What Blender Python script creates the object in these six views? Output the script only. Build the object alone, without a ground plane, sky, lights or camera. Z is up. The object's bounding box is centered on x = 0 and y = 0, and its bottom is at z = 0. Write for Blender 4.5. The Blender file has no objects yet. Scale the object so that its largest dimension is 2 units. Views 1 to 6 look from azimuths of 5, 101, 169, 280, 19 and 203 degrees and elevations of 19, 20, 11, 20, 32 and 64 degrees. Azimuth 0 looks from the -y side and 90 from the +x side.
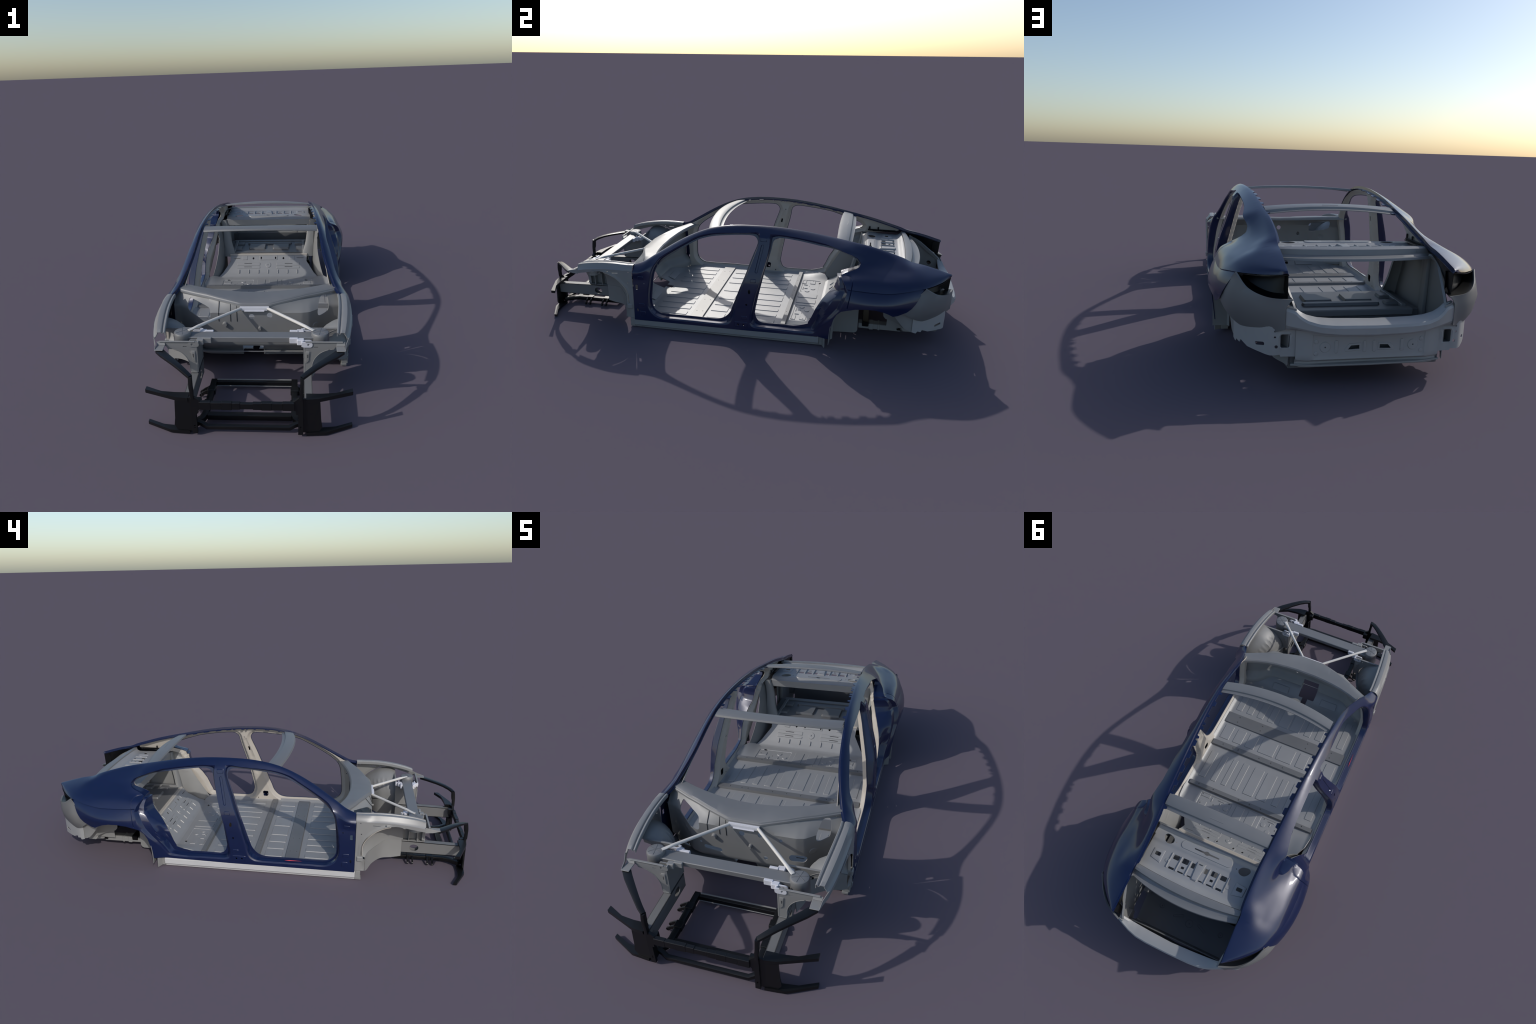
# Bare body shell of a four-door fastback saloon: blue painted sides, grey
# primed structure, black bumper carrier and subframe. Front points to -y.
import bpy, math
import numpy as np
from mathutils import Vector
from mathutils.geometry import delaunay_2d_cdt

PI = math.pi
# ------------------------------------------------------------------ materials
def material(name, base, rough=.5, metal=0., coat=0., coat_rough=.08, grain=.04, spec=.5, scale=9.):
    m = bpy.data.materials.new(name); m.use_nodes = True
    nt = m.node_tree; b = nt.nodes['Principled BSDF']
    tc = nt.nodes.new('ShaderNodeTexCoord')
    no = nt.nodes.new('ShaderNodeTexNoise'); no.inputs['Scale'].default_value = scale
    no.inputs['Detail'].default_value = 4.
    nt.links.new(tc.outputs['Object'], no.inputs['Vector'])
    cr = nt.nodes.new('ShaderNodeValToRGB')
    cr.color_ramp.elements[0].position = .3; cr.color_ramp.elements[1].position = .7
    lo = [c * (1 - grain) for c in base]; hi = [min(1, c * (1 + grain)) for c in base]
    cr.color_ramp.elements[0].color = (*lo, 1); cr.color_ramp.elements[1].color = (*hi, 1)
    nt.links.new(no.outputs['Fac'], cr.inputs['Fac'])
    nt.links.new(cr.outputs['Color'], b.inputs['Base Color'])
    b.inputs['Roughness'].default_value = rough
    b.inputs['Metallic'].default_value = metal
    b.inputs['Coat Weight'].default_value = coat
    b.inputs['Coat Roughness'].default_value = coat_rough
    b.inputs['Specular IOR Level'].default_value = spec
    return m

BLUE = material('blue_paint', (.0016, .0088, .050), .36, .10, .55, .05, .03)
GREY = material('grey_primer', (.235, .235, .232), .5, .05)
DIM = material('dull_primer', (.165, .165, .165), .5, .05)
FLOOR = material('floor_primer', (.325, .326, .328), .54, .36)
MEMBER = material('member_primer', (.20, .20, .20), .5, .45)
STEEL = material('beam_primer', (.22, .222, .225), .48, .38)
PALE = material('pale_primer', (.44, .405, .36), .5)
RAIL = material('rail_primer', (.25, .25, .25), .42, .15)
TAIL = material('tail_primer', (.33, .33, .33), .48, .05)
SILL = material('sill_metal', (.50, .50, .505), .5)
SILL_DARK = material('sill_metal_dark', (.24, .245, .25), .5)
WHITE = material('white_paint', (.62, .62, .66), .45)
TUBE = material('tube_paint', (.60, .58, .545), .45)
BLACK = material('black_paint', (.0045, .0048, .0055), .36, spec=.45)
PITCH = material('black_plastic', (.003, .003, .0035), .38, spec=.35)
DARK = material('dark_primer', (.15, .152, .156), .45, .2)
RED = material('red_mark', (.55, .03, .05), .5)

# ------------------------------------------------------------------ numeric helpers
def A2(p): return np.array(p, float)

def spline(pts, step=None, n=None, closed=False):
    """Catmull-Rom through pts, resampled evenly."""
    P = A2(pts); N = len(P)
    if closed: Q = np.vstack([P[-1], P, P[0], P[1]])
    else: Q = np.vstack([2 * P[0] - P[1], P, 2 * P[-1] - P[-2]])
    out = []
    segs = N if closed else N - 1
    for i in range(segs):
        p0, p1, p2, p3 = Q[i], Q[i + 1], Q[i + 2], Q[i + 3]
        d1 = max(np.linalg.norm(p2 - p1), 1e-9) ** .5
        d0 = max(np.linalg.norm(p1 - p0), 1e-9) ** .5; d2 = max(np.linalg.norm(p3 - p2), 1e-9) ** .5
        m1 = (p2 - p1) / d1 * d1 - (p2 - p0) / (d0 + d1) * d1 + (p1 - p0) / d0 * d1
        m2 = (p3 - p2) / d2 * d1 - (p3 - p1) / (d1 + d2) * d1 + (p2 - p1)
        for k in range(24):
            t = k / 24; t2 = t * t; t3 = t2 * t
            out.append((2*t3-3*t2+1)*p1 + (t3-2*t2+t)*m1 + (-2*t3+3*t2)*p2 + (t3-t2)*m2)
    if not closed: out.append(P[-1])
    return resample(out, step, n, closed)

def resample(pts, step=None, n=None, closed=False):
    P = A2(pts)
    if closed: P = np.vstack([P, P[0]])
    L = np.r_[0, np.cumsum(np.linalg.norm(np.diff(P, axis=0), axis=1))]
    if n is None: n = max(2, int(round(L[-1] / step)) + 1)
    s = np.linspace(0, L[-1], n)
    R = np.stack([np.interp(s, L, P[:, k]) for k in range(P.shape[1])], 1)
    return R[:-1] if closed else R

def sub_poly(pts, step, closed=True):
    """Subdivide straight edges, keeping every corner."""
    P = A2(pts); out = []
    n = len(P) if closed else len(P) - 1
    for i in range(n):
        a, b = P[i], P[(i + 1) % len(P)]
        k = max(1, int(np.linalg.norm(b - a) / step))
        for j in range(k): out.append(a + (b - a) * j / k)
    if not closed: out.append(P[-1])
    return np.array(out)

def seg_dist(P, poly, closed=True):
    """Unsigned distance of points P to a polyline."""
    P = A2(P); Q = A2(poly)
    A = Q if closed else Q[:-1]; B = np.roll(Q, -1, 0) if closed else Q[1:]
    best = np.full(len(P), 1e9)
    for a, b in zip(A, B):
        d = b - a; L = max(d @ d, 1e-14)
        t = np.clip(((P - a) @ d) / L, 0, 1)
        best = np.minimum(best, np.hypot(*(P - a - t[:, None] * d).T))
    return best

def inside(P, poly):
    P = A2(P); Q = A2(poly); r = np.zeros(len(P), bool)
    for a, b in zip(Q, np.roll(Q, -1, 0)):
        c = (a[1] > P[:, 1]) != (b[1] > P[:, 1])
        with np.errstate(divide='ignore', invalid='ignore'):
            xi = (b[0] - a[0]) * (P[:, 1] - a[1]) / (b[1] - a[1]) + a[0]
        r ^= c & (P[:, 0] < xi)
    return r

def sdf(P, poly):
    d = seg_dist(P, poly); return np.where(inside(P, poly), -d, d)

def sstep(a, b, x):
    t = np.clip((x - a) / (b - a), 0, 1); return t * t * (3 - 2 * t)

def rrect(cx, cy, w, h, r=.003, ang=0., n=4):
    r = min(r, w / 2 - 1e-5, h / 2 - 1e-5); pts = []
    for sx, sy, a0 in ((1, 1, 0), (-1, 1, 90), (-1, -1, 180), (1, -1, 270)):
        for k in range(n + 1):
            a = math.radians(a0 + 90 * k / n)
            pts.append((sx * (w / 2 - r) + r * math.cos(a), sy * (h / 2 - r) + r * math.sin(a)))
    c, s = math.cos(ang), math.sin(ang)
    return [(cx + c * x - s * y, cy + s * x + c * y) for x, y in pts]

def disc(cx, cy, r, n=16, ry=None):
    ry = ry or r
    return [(cx + r * math.cos(2 * PI * k / n), cy + ry * math.sin(2 * PI * k / n)) for k in range(n)]

def capsule(a, b, r, n=6):
    a, b = A2(a), A2(b); d = b - a; L = np.linalg.norm(d)
    return rrect(*((a + b) / 2), L + 2 * r, 2 * r, r * .999, math.atan2(d[1], d[0]), n)

def tps(P, lam=2e-5):
    P = A2(P); n = len(P)
    d = np.linalg.norm(P[:, None, :2] - P[None, :, :2], axis=2)
    K = np.where(d > 0, d * d * np.log(np.maximum(d, 1e-9)), 0) + lam * np.eye(n)
    A = np.zeros((n + 3, n + 3)); A[:n, :n] = K; A[:n, n] = 1; A[:n, n + 1:] = P[:, :2]
    A[n, :n] = 1; A[n + 1:, :n] = P[:, :2].T
    w = np.linalg.solve(A, np.r_[P[:, 2], 0, 0, 0])
    def f(y, z):
        d = np.hypot(P[:, 0] - y[:, None], P[:, 1] - z[:, None])
        k = np.where(d > 0, d * d * np.log(np.maximum(d, 1e-9)), 0)
        return k @ w[:n] + w[n] + w[n + 1] * y + w[n + 2] * z
    return f

def lin(tab):
    a = A2(tab); return lambda v: np.interp(v, a[:, 0], a[:, 1])

# ------------------------------------------------------------------ mesh helpers
def triangulate(outline, holes=(), lines=(), step=.006, loops=()):
    """Constrained triangulation of a 2D region -> points, triangles."""
    pts = []; edges = []
    def add(poly, closed):
        s = len(pts); m = len(poly)
        pts.extend([tuple(p) for p in poly])
        edges.extend((s + i, s + i + 1) for i in range(m - 1))
        if closed: edges.append((s + m - 1, s))
    add(outline, True)
    for h in holes: add(h, True)
    for h in loops: add(h, True)
    for l in lines: add(l, False)
    O = A2(outline); lo, hi = O.min(0), O.max(0)
    gx = np.arange(lo[0] + step / 2, hi[0], step); gy = np.arange(lo[1] + step / 2, hi[1], step * .9)
    G = np.array([(x + (step / 2 if j % 2 else 0), y) for j, y in enumerate(gy) for x in gx])
    if len(G):
        ok = inside(G, O)
        G = G[ok]
        keep = np.ones(len(G), bool)
        allp = [(O, True)] + [(A2(h), True) for h in holes] + [(A2(h), True) for h in loops] + [(A2(l), False) for l in lines]
        for q, cl in allp:
            l2, h2 = q.min(0) - step, q.max(0) + step
            near = np.where(np.all((G > l2) & (G < h2), axis=1))[0]
            if len(near): keep[near] &= seg_dist(G[near], q, cl) > step * .45
        for h in holes:
            h = A2(h); near = np.where(np.all((G > h.min(0)) & (G < h.max(0)), axis=1))[0]
            if len(near): keep[near] &= ~inside(G[near], h)
        pts.extend([tuple(p) for p in G[keep]])
    v, e, f, *_ = delaunay_2d_cdt([Vector(p) for p in pts], edges, [], 0, 1e-6)
    V = np.array([(p.x, p.y) for p in v]); F = np.array([t for t in f if len(t) == 3])
    C = V[F].mean(1); ok = inside(C, O)
    for h in holes:
        h = A2(h); near = np.where(np.all((C > h.min(0)) & (C < h.max(0)), axis=1))[0]
        if len(near): ok[near] &= ~inside(C[near], h)
    F = F[ok]
    used = np.unique(F); re = -np.ones(len(V), int); re[used] = np.arange(len(used))
    return V[used], re[F]

def vnormals(V, F):
    N = np.zeros_like(V)
    n = np.cross(V[F[:, 1]] - V[F[:, 0]], V[F[:, 2]] - V[F[:, 0]])
    for k in range(3): np.add.at(N, F[:, k], n)
    L = np.linalg.norm(N, axis=1); L[L == 0] = 1
    return N / L[:, None]

def thicken(V, F, t):
    """Give a triangulated sheet thickness t on its back side."""
    n = len(V); W = V - vnormals(V, F) * t
    E = {}
    for a, b, c in F:
        for p, q in ((a, b), (b, c), (c, a)):
            if (q, p) in E: del E[(q, p)]
            else: E[(p, q)] = 1
    rim = [(q, p, p + n, q + n) for p, q in E]
    return np.vstack([V, W]), [tuple(f) for f in F] + [(c + n, b + n, a + n) for a, b, c in F] + rim

def make(name, V, F, mat, parent, angle=32., mat2=None):
    me = bpy.data.meshes.new(name)
    me.from_pydata([tuple(map(float, p)) for p in V], [], [tuple(int(i) for i in f) for f in F])
    me.validate(); me.update()
    me.materials.append(mat)
    me.polygons.foreach_set('use_smooth', [True] * len(me.polygons))
    me.set_sharp_from_angle(angle=math.radians(angle))
    ob = bpy.data.objects.new(name, me)
    bpy.context.scene.collection.objects.link(ob)
    ob.parent = parent
    return ob

def mirror(V, F):
    W = A2(V).copy(); W[:, 0] *= -1
    return W, [tuple(reversed(tuple(f))) for f in F]

def both(name, V, F, mat, parent, angle=32., mat_left=None):
    a = make(name, V, F, mat, parent, angle)
    b = make(name, *mirror(V, F), mat_left or mat, parent, angle)
    return a, b

def sheet(outline, fn, holes=(), lines=(), loops=(), step=.006, t=.0025, flip=False):
    U, F = triangulate(outline, holes, lines, step, loops)
    V = fn(U)
    if flip: F = F[:, ::-1]
    return thicken(V, F, t)

def join(*parts):
    V = []; F = []; n = 0
    for v, f in parts:
        V.append(A2(v)); F += [tuple(i + n for i in q) for q in f]; n += len(v)
    return np.vstack(V), F

def box(x0, x1, y0, y1, z0, z1, b=.0015):
    """Box with chamfered edges."""
    import itertools
    c = A2(((x0 + x1) / 2, (y0 + y1) / 2, (z0 + z1) / 2)); h = A2((abs(x1 - x0) / 2, abs(y1 - y0) / 2, abs(z1 - z0) / 2))
    b = min(b, *(h * .8)); V = []; idx = {}
    for s in itertools.product((-1, 1), repeat=3):
        for ax in range(3):
            p = A2([s[k] * (h[k] if k == ax else h[k] - b) for k in range(3)]) + c
            idx[(s, ax)] = len(V); V.append(p)
    F = []
    for ax in range(3):
        u, w = (ax + 1) % 3, (ax + 2) % 3
        for sg in (-1, 1):
            q = []
            for su, sw in ((-1, -1), (1, -1), (1, 1), (-1, 1)):
                s = [0, 0, 0]; s[ax] = sg; s[u] = su; s[w] = sw; q.append(idx[(tuple(s), ax)])
            F.append(tuple(q if sg > 0 else q[::-1]))
        for su in (-1, 1):
            for sw in (-1, 1):
                q = []
                for sa in (-1, 1):
                    s = [0, 0, 0]; s[ax] = sa; s[u] = su; s[w] = sw; q.append((idx[(tuple(s), u)], idx[(tuple(s), w)]))
                f = (q[0][0], q[1][0], q[1][1], q[0][1])
                F.append(f if su * sw < 0 else f[::-1])
    for s in itertools.product((-1, 1), repeat=3):
        f = tuple(idx[(s, k)] for k in range(3)); F.append(f if s[0] * s[1] * s[2] > 0 else f[::-1])
    return np.array(V), F

def rot(VF, axis, deg, pivot):
    V, F = VF; a = math.radians(deg); c, s = math.cos(a), math.sin(a); p = A2(pivot)
    R = {'x': A2([[1, 0, 0], [0, c, -s], [0, s, c]]), 'y': A2([[c, 0, s], [0, 1, 0], [-s, 0, c]]), 'z': A2([[c, -s, 0], [s, c, 0], [0, 0, 1]])}[axis]
    return (A2(V) - p) @ R.T + p, F

def sweep(path, secs, up=(0, 0, 1), caps=True):
    """Sweep 2D sections (side, up) along a 3D path. secs: one section or one per point."""
    P = A2(path); n = len(P); up = A2(up)
    if np.ndim(secs) == 2: secs = [secs] * n
    m = len(secs[0]); V = []
    for i in range(n):
        ta = P[min(i + 1, n - 1)] - P[max(i - 1, 0)] if 0 < i < n - 1 else (P[1] - P[0] if i == 0 else P[-1] - P[-2])
        if 0 < i < n - 1:
            a = (P[i] - P[i-1]); a /= np.linalg.norm(a); b = (P[i+1] - P[i]); b /= np.linalg.norm(b); ta = a + b
        ta = ta / np.linalg.norm(ta)
        s = np.cross(ta, up); s /= np.linalg.norm(s); w = np.cross(s, ta)
        for a, b in secs[i]: V.append(P[i] + s * a + w * b)
    F = []
    for i in range(n - 1):
        for k in range(m):
            F.append((i*m + k, i*m + (k+1) % m, (i+1)*m + (k+1) % m, (i+1)*m + k))
    if caps: F.append(tuple(range(m))[::-1]); F.append(tuple((n-1)*m + k for k in range(m)))
    return np.array(V), F

def rsec(w, h, r=.0015):
    return [tuple(p) for p in rrect(0, 0, w, h, r, n=2)]

def csec(r, n=16): return [(r * math.cos(2*PI*k/n), r * math.sin(2*PI*k/n)) for k in range(n)]

def loft(rows, t=.0025, flip=False):
    """Sheet through rows of equally many 3D points."""
    R = A2(rows); a, b = R.shape[:2]; V = R.reshape(-1, 3); F = []
    for i in range(a - 1):
        for j in range(b - 1):
            p, q, r, s = i*b + j, i*b + j + 1, (i+1)*b + j + 1, (i+1)*b + j
            F += [(p, q, r), (p, r, s)]
    F = np.array(F)
    if flip: F = F[:, ::-1]
    return thicken(V, F, t)

def lathe(profile, centre, n=40):
    """profile: (radius, z) list, axis z."""
    V = []; F = []; m = len(profile)
    for k in range(n):
        a = 2 * PI * k / n
        for r, z in profile: V.append((centre[0] + r * math.cos(a), centre[1] + r * math.sin(a), centre[2] + z))
    for k in range(n):
        for j in range(m - 1):
            F.append((k*m + j, ((k+1) % n)*m + j, ((k+1) % n)*m + j + 1, k*m + j + 1))
    return np.array(V), F

def pads_fn(pads, base):
    """Height-field with stamped pads: pads = [(polygon, height, ramp)]."""
    pre = [(A2(p), h, r, A2(p).min(0) - .001, A2(p).max(0) + .001) for p, h, r in pads]
    def f(U):
        z = base(U)
        for p, h, r, lo, hi in pre:
            near = np.where(np.all((U > lo) & (U < hi), axis=1))[0]
            if len(near): z[near] += h * np.clip(-sdf(U[near], p) / r, 0, 1)
        return z
    return f

def inset(poly, d):
    """Inset of a convex-ish polygon by moving along vertex normals."""
    P = A2(poly); n = np.roll(P, -1, 0) - np.roll(P, 1, 0)
    n = np.stack([-n[:, 1], n[:, 0]], 1); n /= np.maximum(np.linalg.norm(n, axis=1), 1e-9)[:, None]
    area = np.sum(P[:, 0] * np.roll(P[:, 1], -1) - np.roll(P[:, 0], -1) * P[:, 1])
    return P + n * d * (1 if area > 0 else -1)

def pad_loops(pads, step=.006):
    L = []
    for p, h, r in pads:
        L.append(sub_poly(p, step)); L.append(sub_poly(inset(p, r), step))
    return L

# ------------------------------------------------------------------ root
root = bpy.data.objects.new('car_body_shell', None)
bpy.context.scene.collection.objects.link(root)
root['label'] = 'bare blue and grey fastback car body shell without doors'
root['category'] = 'car body'

# ================================================================== BODY SIDE
# door openings in side view (y, z): weld-flange edge and outer shut-line edge
FRONT_IN = [(-.411,.150),(-.410,.121),(-.403,.103),(-.390,.089),(-.374,.080),(-.355,.077),(-.214,.0775),(-.087,.0778),(-.062,.085),(-.042,.100),(-.026,.122),
            (-.016,.150),(-.005,.179),(.012,.227),(.042,.307),(.060,.362),(.076,.404),(.087,.434),(.090,.450),(.085,.464),(.075,.4735),(.060,.477),(.010,.476),(-.050,.471),(-.110,.464),
            (-.147,.456),(-.185,.4435),(-.222,.424),(-.266,.398),(-.312,.369),(-.353,.340),(-.384,.309),(-.397,.282),(-.403,.25),(-.409,.185)]
REAR_IN = [(.090,.125),(.096,.100),(.107,.085),(.125,.078),(.200,.079),(.266,.078),(.300,.0845),(.337,.096),(.337,.103),(.352,.132),(.368,.172),(.394,.217),(.416,.245),(.443,.272),
           (.453,.296),(.456,.316),(.4545,.334),(.469,.334),(.4695,.347),(.485,.355),(.529,.369),(.543,.374),(.546,.387),(.532,.401),(.505,.414),(.452,.433),(.390,.449),(.345,.457),(.288,.466),
           (.226,.473),(.190,.4745),(.173,.469),(.162,.459),(.158,.446),(.154,.421),(.146,.386),(.127,.315),(.112,.245),(.104,.207),(.094,.155)]
FRONT_OUT = [(-.427,.150),(-.426,.130),(-.421,.110),(-.410,.090),(-.391,.0725),(-.364,.061),(-.294,.060),(-.189,.060),(-.053,.061),(-.033,.066),(-.016,.079),(-.005,.100),(.006,.151),(.025,.224),
             (.044,.281),(.068,.350),(.088,.410),(.098,.445),(.100,.468),(.099,.492),(.030,.490),(-.027,.487),(-.084,.483),(-.140,.475),(-.197,.457),(-.253,.4255),(-.309,.3925),(-.374,.3485),
             (-.391,.324),(-.403,.300),(-.412,.264),(-.421,.211)]
REAR_OUT = [(.068,.103),(.067,.082),(.076,.068),(.091,.062),(.130,.0615),(.210,.061),(.277,.058),(.332,.059),(.366,.061),(.381,.070),(.408,.114),(.457,.172),(.482,.206),(.497,.247),(.508,.289),
            (.497,.315),(.481,.336),(.476,.3475),(.490,.3535),(.531,.3675),(.548,.377),(.557,.390),(.540,.410),(.506,.4265),(.459,.4455),(.399,.463),(.339,.474),(.270,.4835),(.200,.4905),(.146,.4915),
            (.148,.465),(.147,.440),(.141,.402),(.129,.348),(.110,.277),(.089,.210),(.076,.149)]
FRONT_IN = spline(FRONT_IN, .006, closed=True); FRONT_OUT = spline(FRONT_OUT, .006, closed=True)
REAR_IN = sub_poly(REAR_IN, .006); REAR_OUT = sub_poly(REAR_OUT, .006)

crown_z = lin(spline([(-.4935,.314),(-.45,.3275),(-.40,.358),(-.35,.389),(-.30,.420),(-.25,.448),(-.20,.472),(-.15,.491),(-.10,.504),(-.05,.512),(0,.5165),(.05,.518),(.10,.518),(.15,.5165),(.20,.5135),(.30,.5025),
                      (.40,.4855),(.50,.466),(.60,.445),(.70,.4165),(.745,.402),(.764,.3935),(.785,.387),(.83,.379),(.883,.3655),(.93,.3515),(.9545,.3445)], .004))
crown_x = lin(spline([(-.4935,.346),(-.45,.330),(-.40,.314),(-.35,.300),(-.30,.289),(-.20,.278),(-.10,.272),(0,.267),(.10,.262),(.20,.256),(.30,.251),(.40,.247),(.50,.241),(.60,.2365),(.70,.236),
                      (.752,.238),(.83,.2405),(.9545,.243)], .004))
flange_tab = lin([(0,.358),(.15,.357),(.25,.343),(.33,.325),(.40,.309),(.475,.289),(.52,.277)])
def flange_x(y, z): return flange_tab(z) - .020 * sstep(.36, .46, y)

ROLL_H, ROLL_A = .012, .009
pillar_tab = lin(spline([(.00,.3855),(.05,.3858),(.10,.385),(.16,.3825),(.22,.3785),(.27,.371),(.31,.361),(.35,.3485),(.40,.333),(.45,.3185),(.49,.3065),(.53,.292)], .004))
# cross-sections of the rear quarter: (z, x) from crown down to the sill at stations along y
QY = [.44,.50,.56,.62,.68,.74,.79,.84,.90,.955]
QK = [ # gutter or upper pillar, glass-corner level, shoulder start, shoulder, crease, widest, arch level, low, sill
 [(.450,.306),(.436,.302),(.417,.291),(.404,.283),(.394,.281),(.388,.283),(.379,.283),(.3675,.279),(.3545,.267),(.3441,.2515)],
 [(.405,.328),(.396,.321),(.387,.313),(.379,.313),(.373,.315),(.368,.318),(.3655,.318),(.357,.309),(.3485,.284),(.3432,.250)],
 [(.352,.352),(.352,.348),(.356,.350),(.356,.352),(.353,.354),(.351,.353),(.350,.348),(.346,.332),(.342,.297),(.3423,.2475)],
 [(.325,.388),(.329,.391),(.333,.388),(.333,.388),(.332,.388),(.3325,.381),(.334,.371),(.334,.350),(.335,.305),(.3414,.245)],
 [(.302,.401),(.302,.409),(.300,.4125),(.2985,.4135),(.2985,.412),(.3055,.404),(.3135,.388),(.320,.364),(.3265,.311),(.3405,.243)],
 [(.250,.413),(.250,.427),(.250,.4355),(.250,.438),(.248,.4345),(.250,.4235),(.252,.407),(.255,.384),(.258,.345),(.262,.28)],
 [(.195,.4155),(.195,.430),(.205,.4355),(.210,.437),(.205,.4285),(.205,.4165),(.205,.402),(.205,.38),(.21,.345),(.21,.28)],
 [(.120,.412),(.120,.422),(.12,.428),(.12,.430),(.12,.425),(.12,.413),(.12,.398),(.12,.378),(.12,.34),(.12,.28)],
 [(.040,.404),(.040,.412),(.04,.418),(.04,.42),(.04,.415),(.04,.405),(.04,.39),(.04,.37),(.04,.33),(.04,.28)]]
GY = np.arange(.34, .962, .003); GZ = np.arange(0., .50, .001)
def quarter_grid():
    q = [spline(np.c_[QY, A2(r)], n=400) for r in QK]
    G = np.zeros((len(GY), len(GZ)))
    for i, y in enumerate(GY):
        yc = min(max(y, .44), .955)
        P = [(float(crown_z(yc)), float(crown_x(yc)) + ROLL_A)] + [(np.interp(yc, r[:, 0], r[:, 1]), np.interp(yc, r[:, 0], r[:, 2])) for r in q]
        c = spline(P, n=240)[::-1]; o = np.argsort(c[:, 0]); c = c[o]
        G[i] = np.interp(GZ, c[:, 0], c[:, 1])
    k = A2([1, 4, 6, 4, 1]) / 16
    for _ in range(3):
        G[2:-2] = sum(k[j] * G[j:len(GY) - 4 + j] for j in range(5))
    return G
QG = quarter_grid()
def quarter_x(y, z):
    i = np.clip((y - GY[0]) / .003, 0, len(GY) - 1.001); j = np.clip(z / .001, 0, len(GZ) - 1.001)
    a, b = i.astype(int), j.astype(int); u, v = i - a, j - b
    return (QG[a, b] * (1 - v) + QG[a, b + 1] * v) * (1 - u) + (QG[a + 1, b] * (1 - v) + QG[a + 1, b + 1] * v) * u
def outer_tps(y, z):
    zc = crown_z(y); w = np.clip((z - (zc - .042)) / .042, 0, 1) ** 1.6
    # front fender shoulder sits lower and wider than the pillars behind it
    base = pillar_tab(z) + .022 * sstep(-.40, -.47, y) * sstep(.24, .30, z)
    xf = base * (1 - w) + w * (crown_x(y) + ROLL_A)
    k = sstep(.37, .45, y - .075 * sstep(.37, .41, z))
    return xf * (1 - k) + quarter_x(y, z) * k

crease = spline([(.506,.3015),(.56,.3000),(.61,.2985),(.68,.2985),(.733,.305),(.784,.3125),(.832,.318)], .006)
crease_z = lin(crease)
seam = spline([(.4835,.3485),(.519,.342),(.5255,.333),(.5235,.301),(.513,.235),(.5105,.214)], .004)

def side_x(U):
    """x of the painted outer skin at (y, z)."""
    y, z = U[:, 0], U[:, 1]
    xo = outer_tps(y, z)
    # panel below the rear shoulder crease is set back at the crease
    m = (y > .50) & (y < .835); dz = crease_z(y) - z
    xo = xo - np.where(m & (dz > 0), .0055 * np.exp(-np.clip(dz, 0, 1) / .016) * sstep(.498, .512, y), 0)
    ds = seg_dist(U, seam, False); xo = xo - .0028 * np.clip(1 - ds / .0022, 0, 1)
    x = xo
    # upper pillar channel and hinge pads on the centre and front pillars
    for poly, h in PILLAR_PADS: 
        q = A2(poly); nr = np.all((U > q.min(0) - .002) & (U < q.max(0) + .002), axis=1)
        if nr.any(): x[nr] += h * np.clip(-sdf(U[nr], q) / .002, 0, 1)
    return x

PILLAR_PADS = [(capsule((.1165,.440),(.095,.328), .0065), -.003), (rrect(.120,.468,.030,.018,.005), .002),
               (rrect(.083,.288,.028,.016,.004), .0016), (rrect(.045,.108,.028,.016,.004), .0016), (rrect(.030,.073,.062,.026,.004), .0015),
               (rrect(-.4535,.258,.028,.018,.004), .0016), (rrect(-.4535,.122,.028,.018,.004), .0016), (rrect(-.450,.079,.028,.026,.006), .0018)]

def side_map(U):
    """(y, w) -> xyz; w runs up the skin, over the crown, down the roof ditch and along its flange."""
    y, w = U[:, 0], U[:, 1]
    zc = crown_z(y); w0 = zc - ROLL_H; w1 = w0 + ROLL_H * PI / 2; w2 = w1 + WALL
    th = np.clip((w - w0) / ROLL_H, 0, PI / 2)
    z = np.where(w <= w0, w, w0 + ROLL_H * np.sin(th))
    x = side_x(np.stack([y, z], 1)) - ROLL_A * (1 - np.cos(th))
    s = np.clip(w - w1, 0, WALL); z = z - s; x = x - s * .15
    s2 = np.clip(w - w2, 0, None); x = x - s2; z = z - s2 * .06
    return np.stack([x, y, z], 1)

WALL = .011
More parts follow.
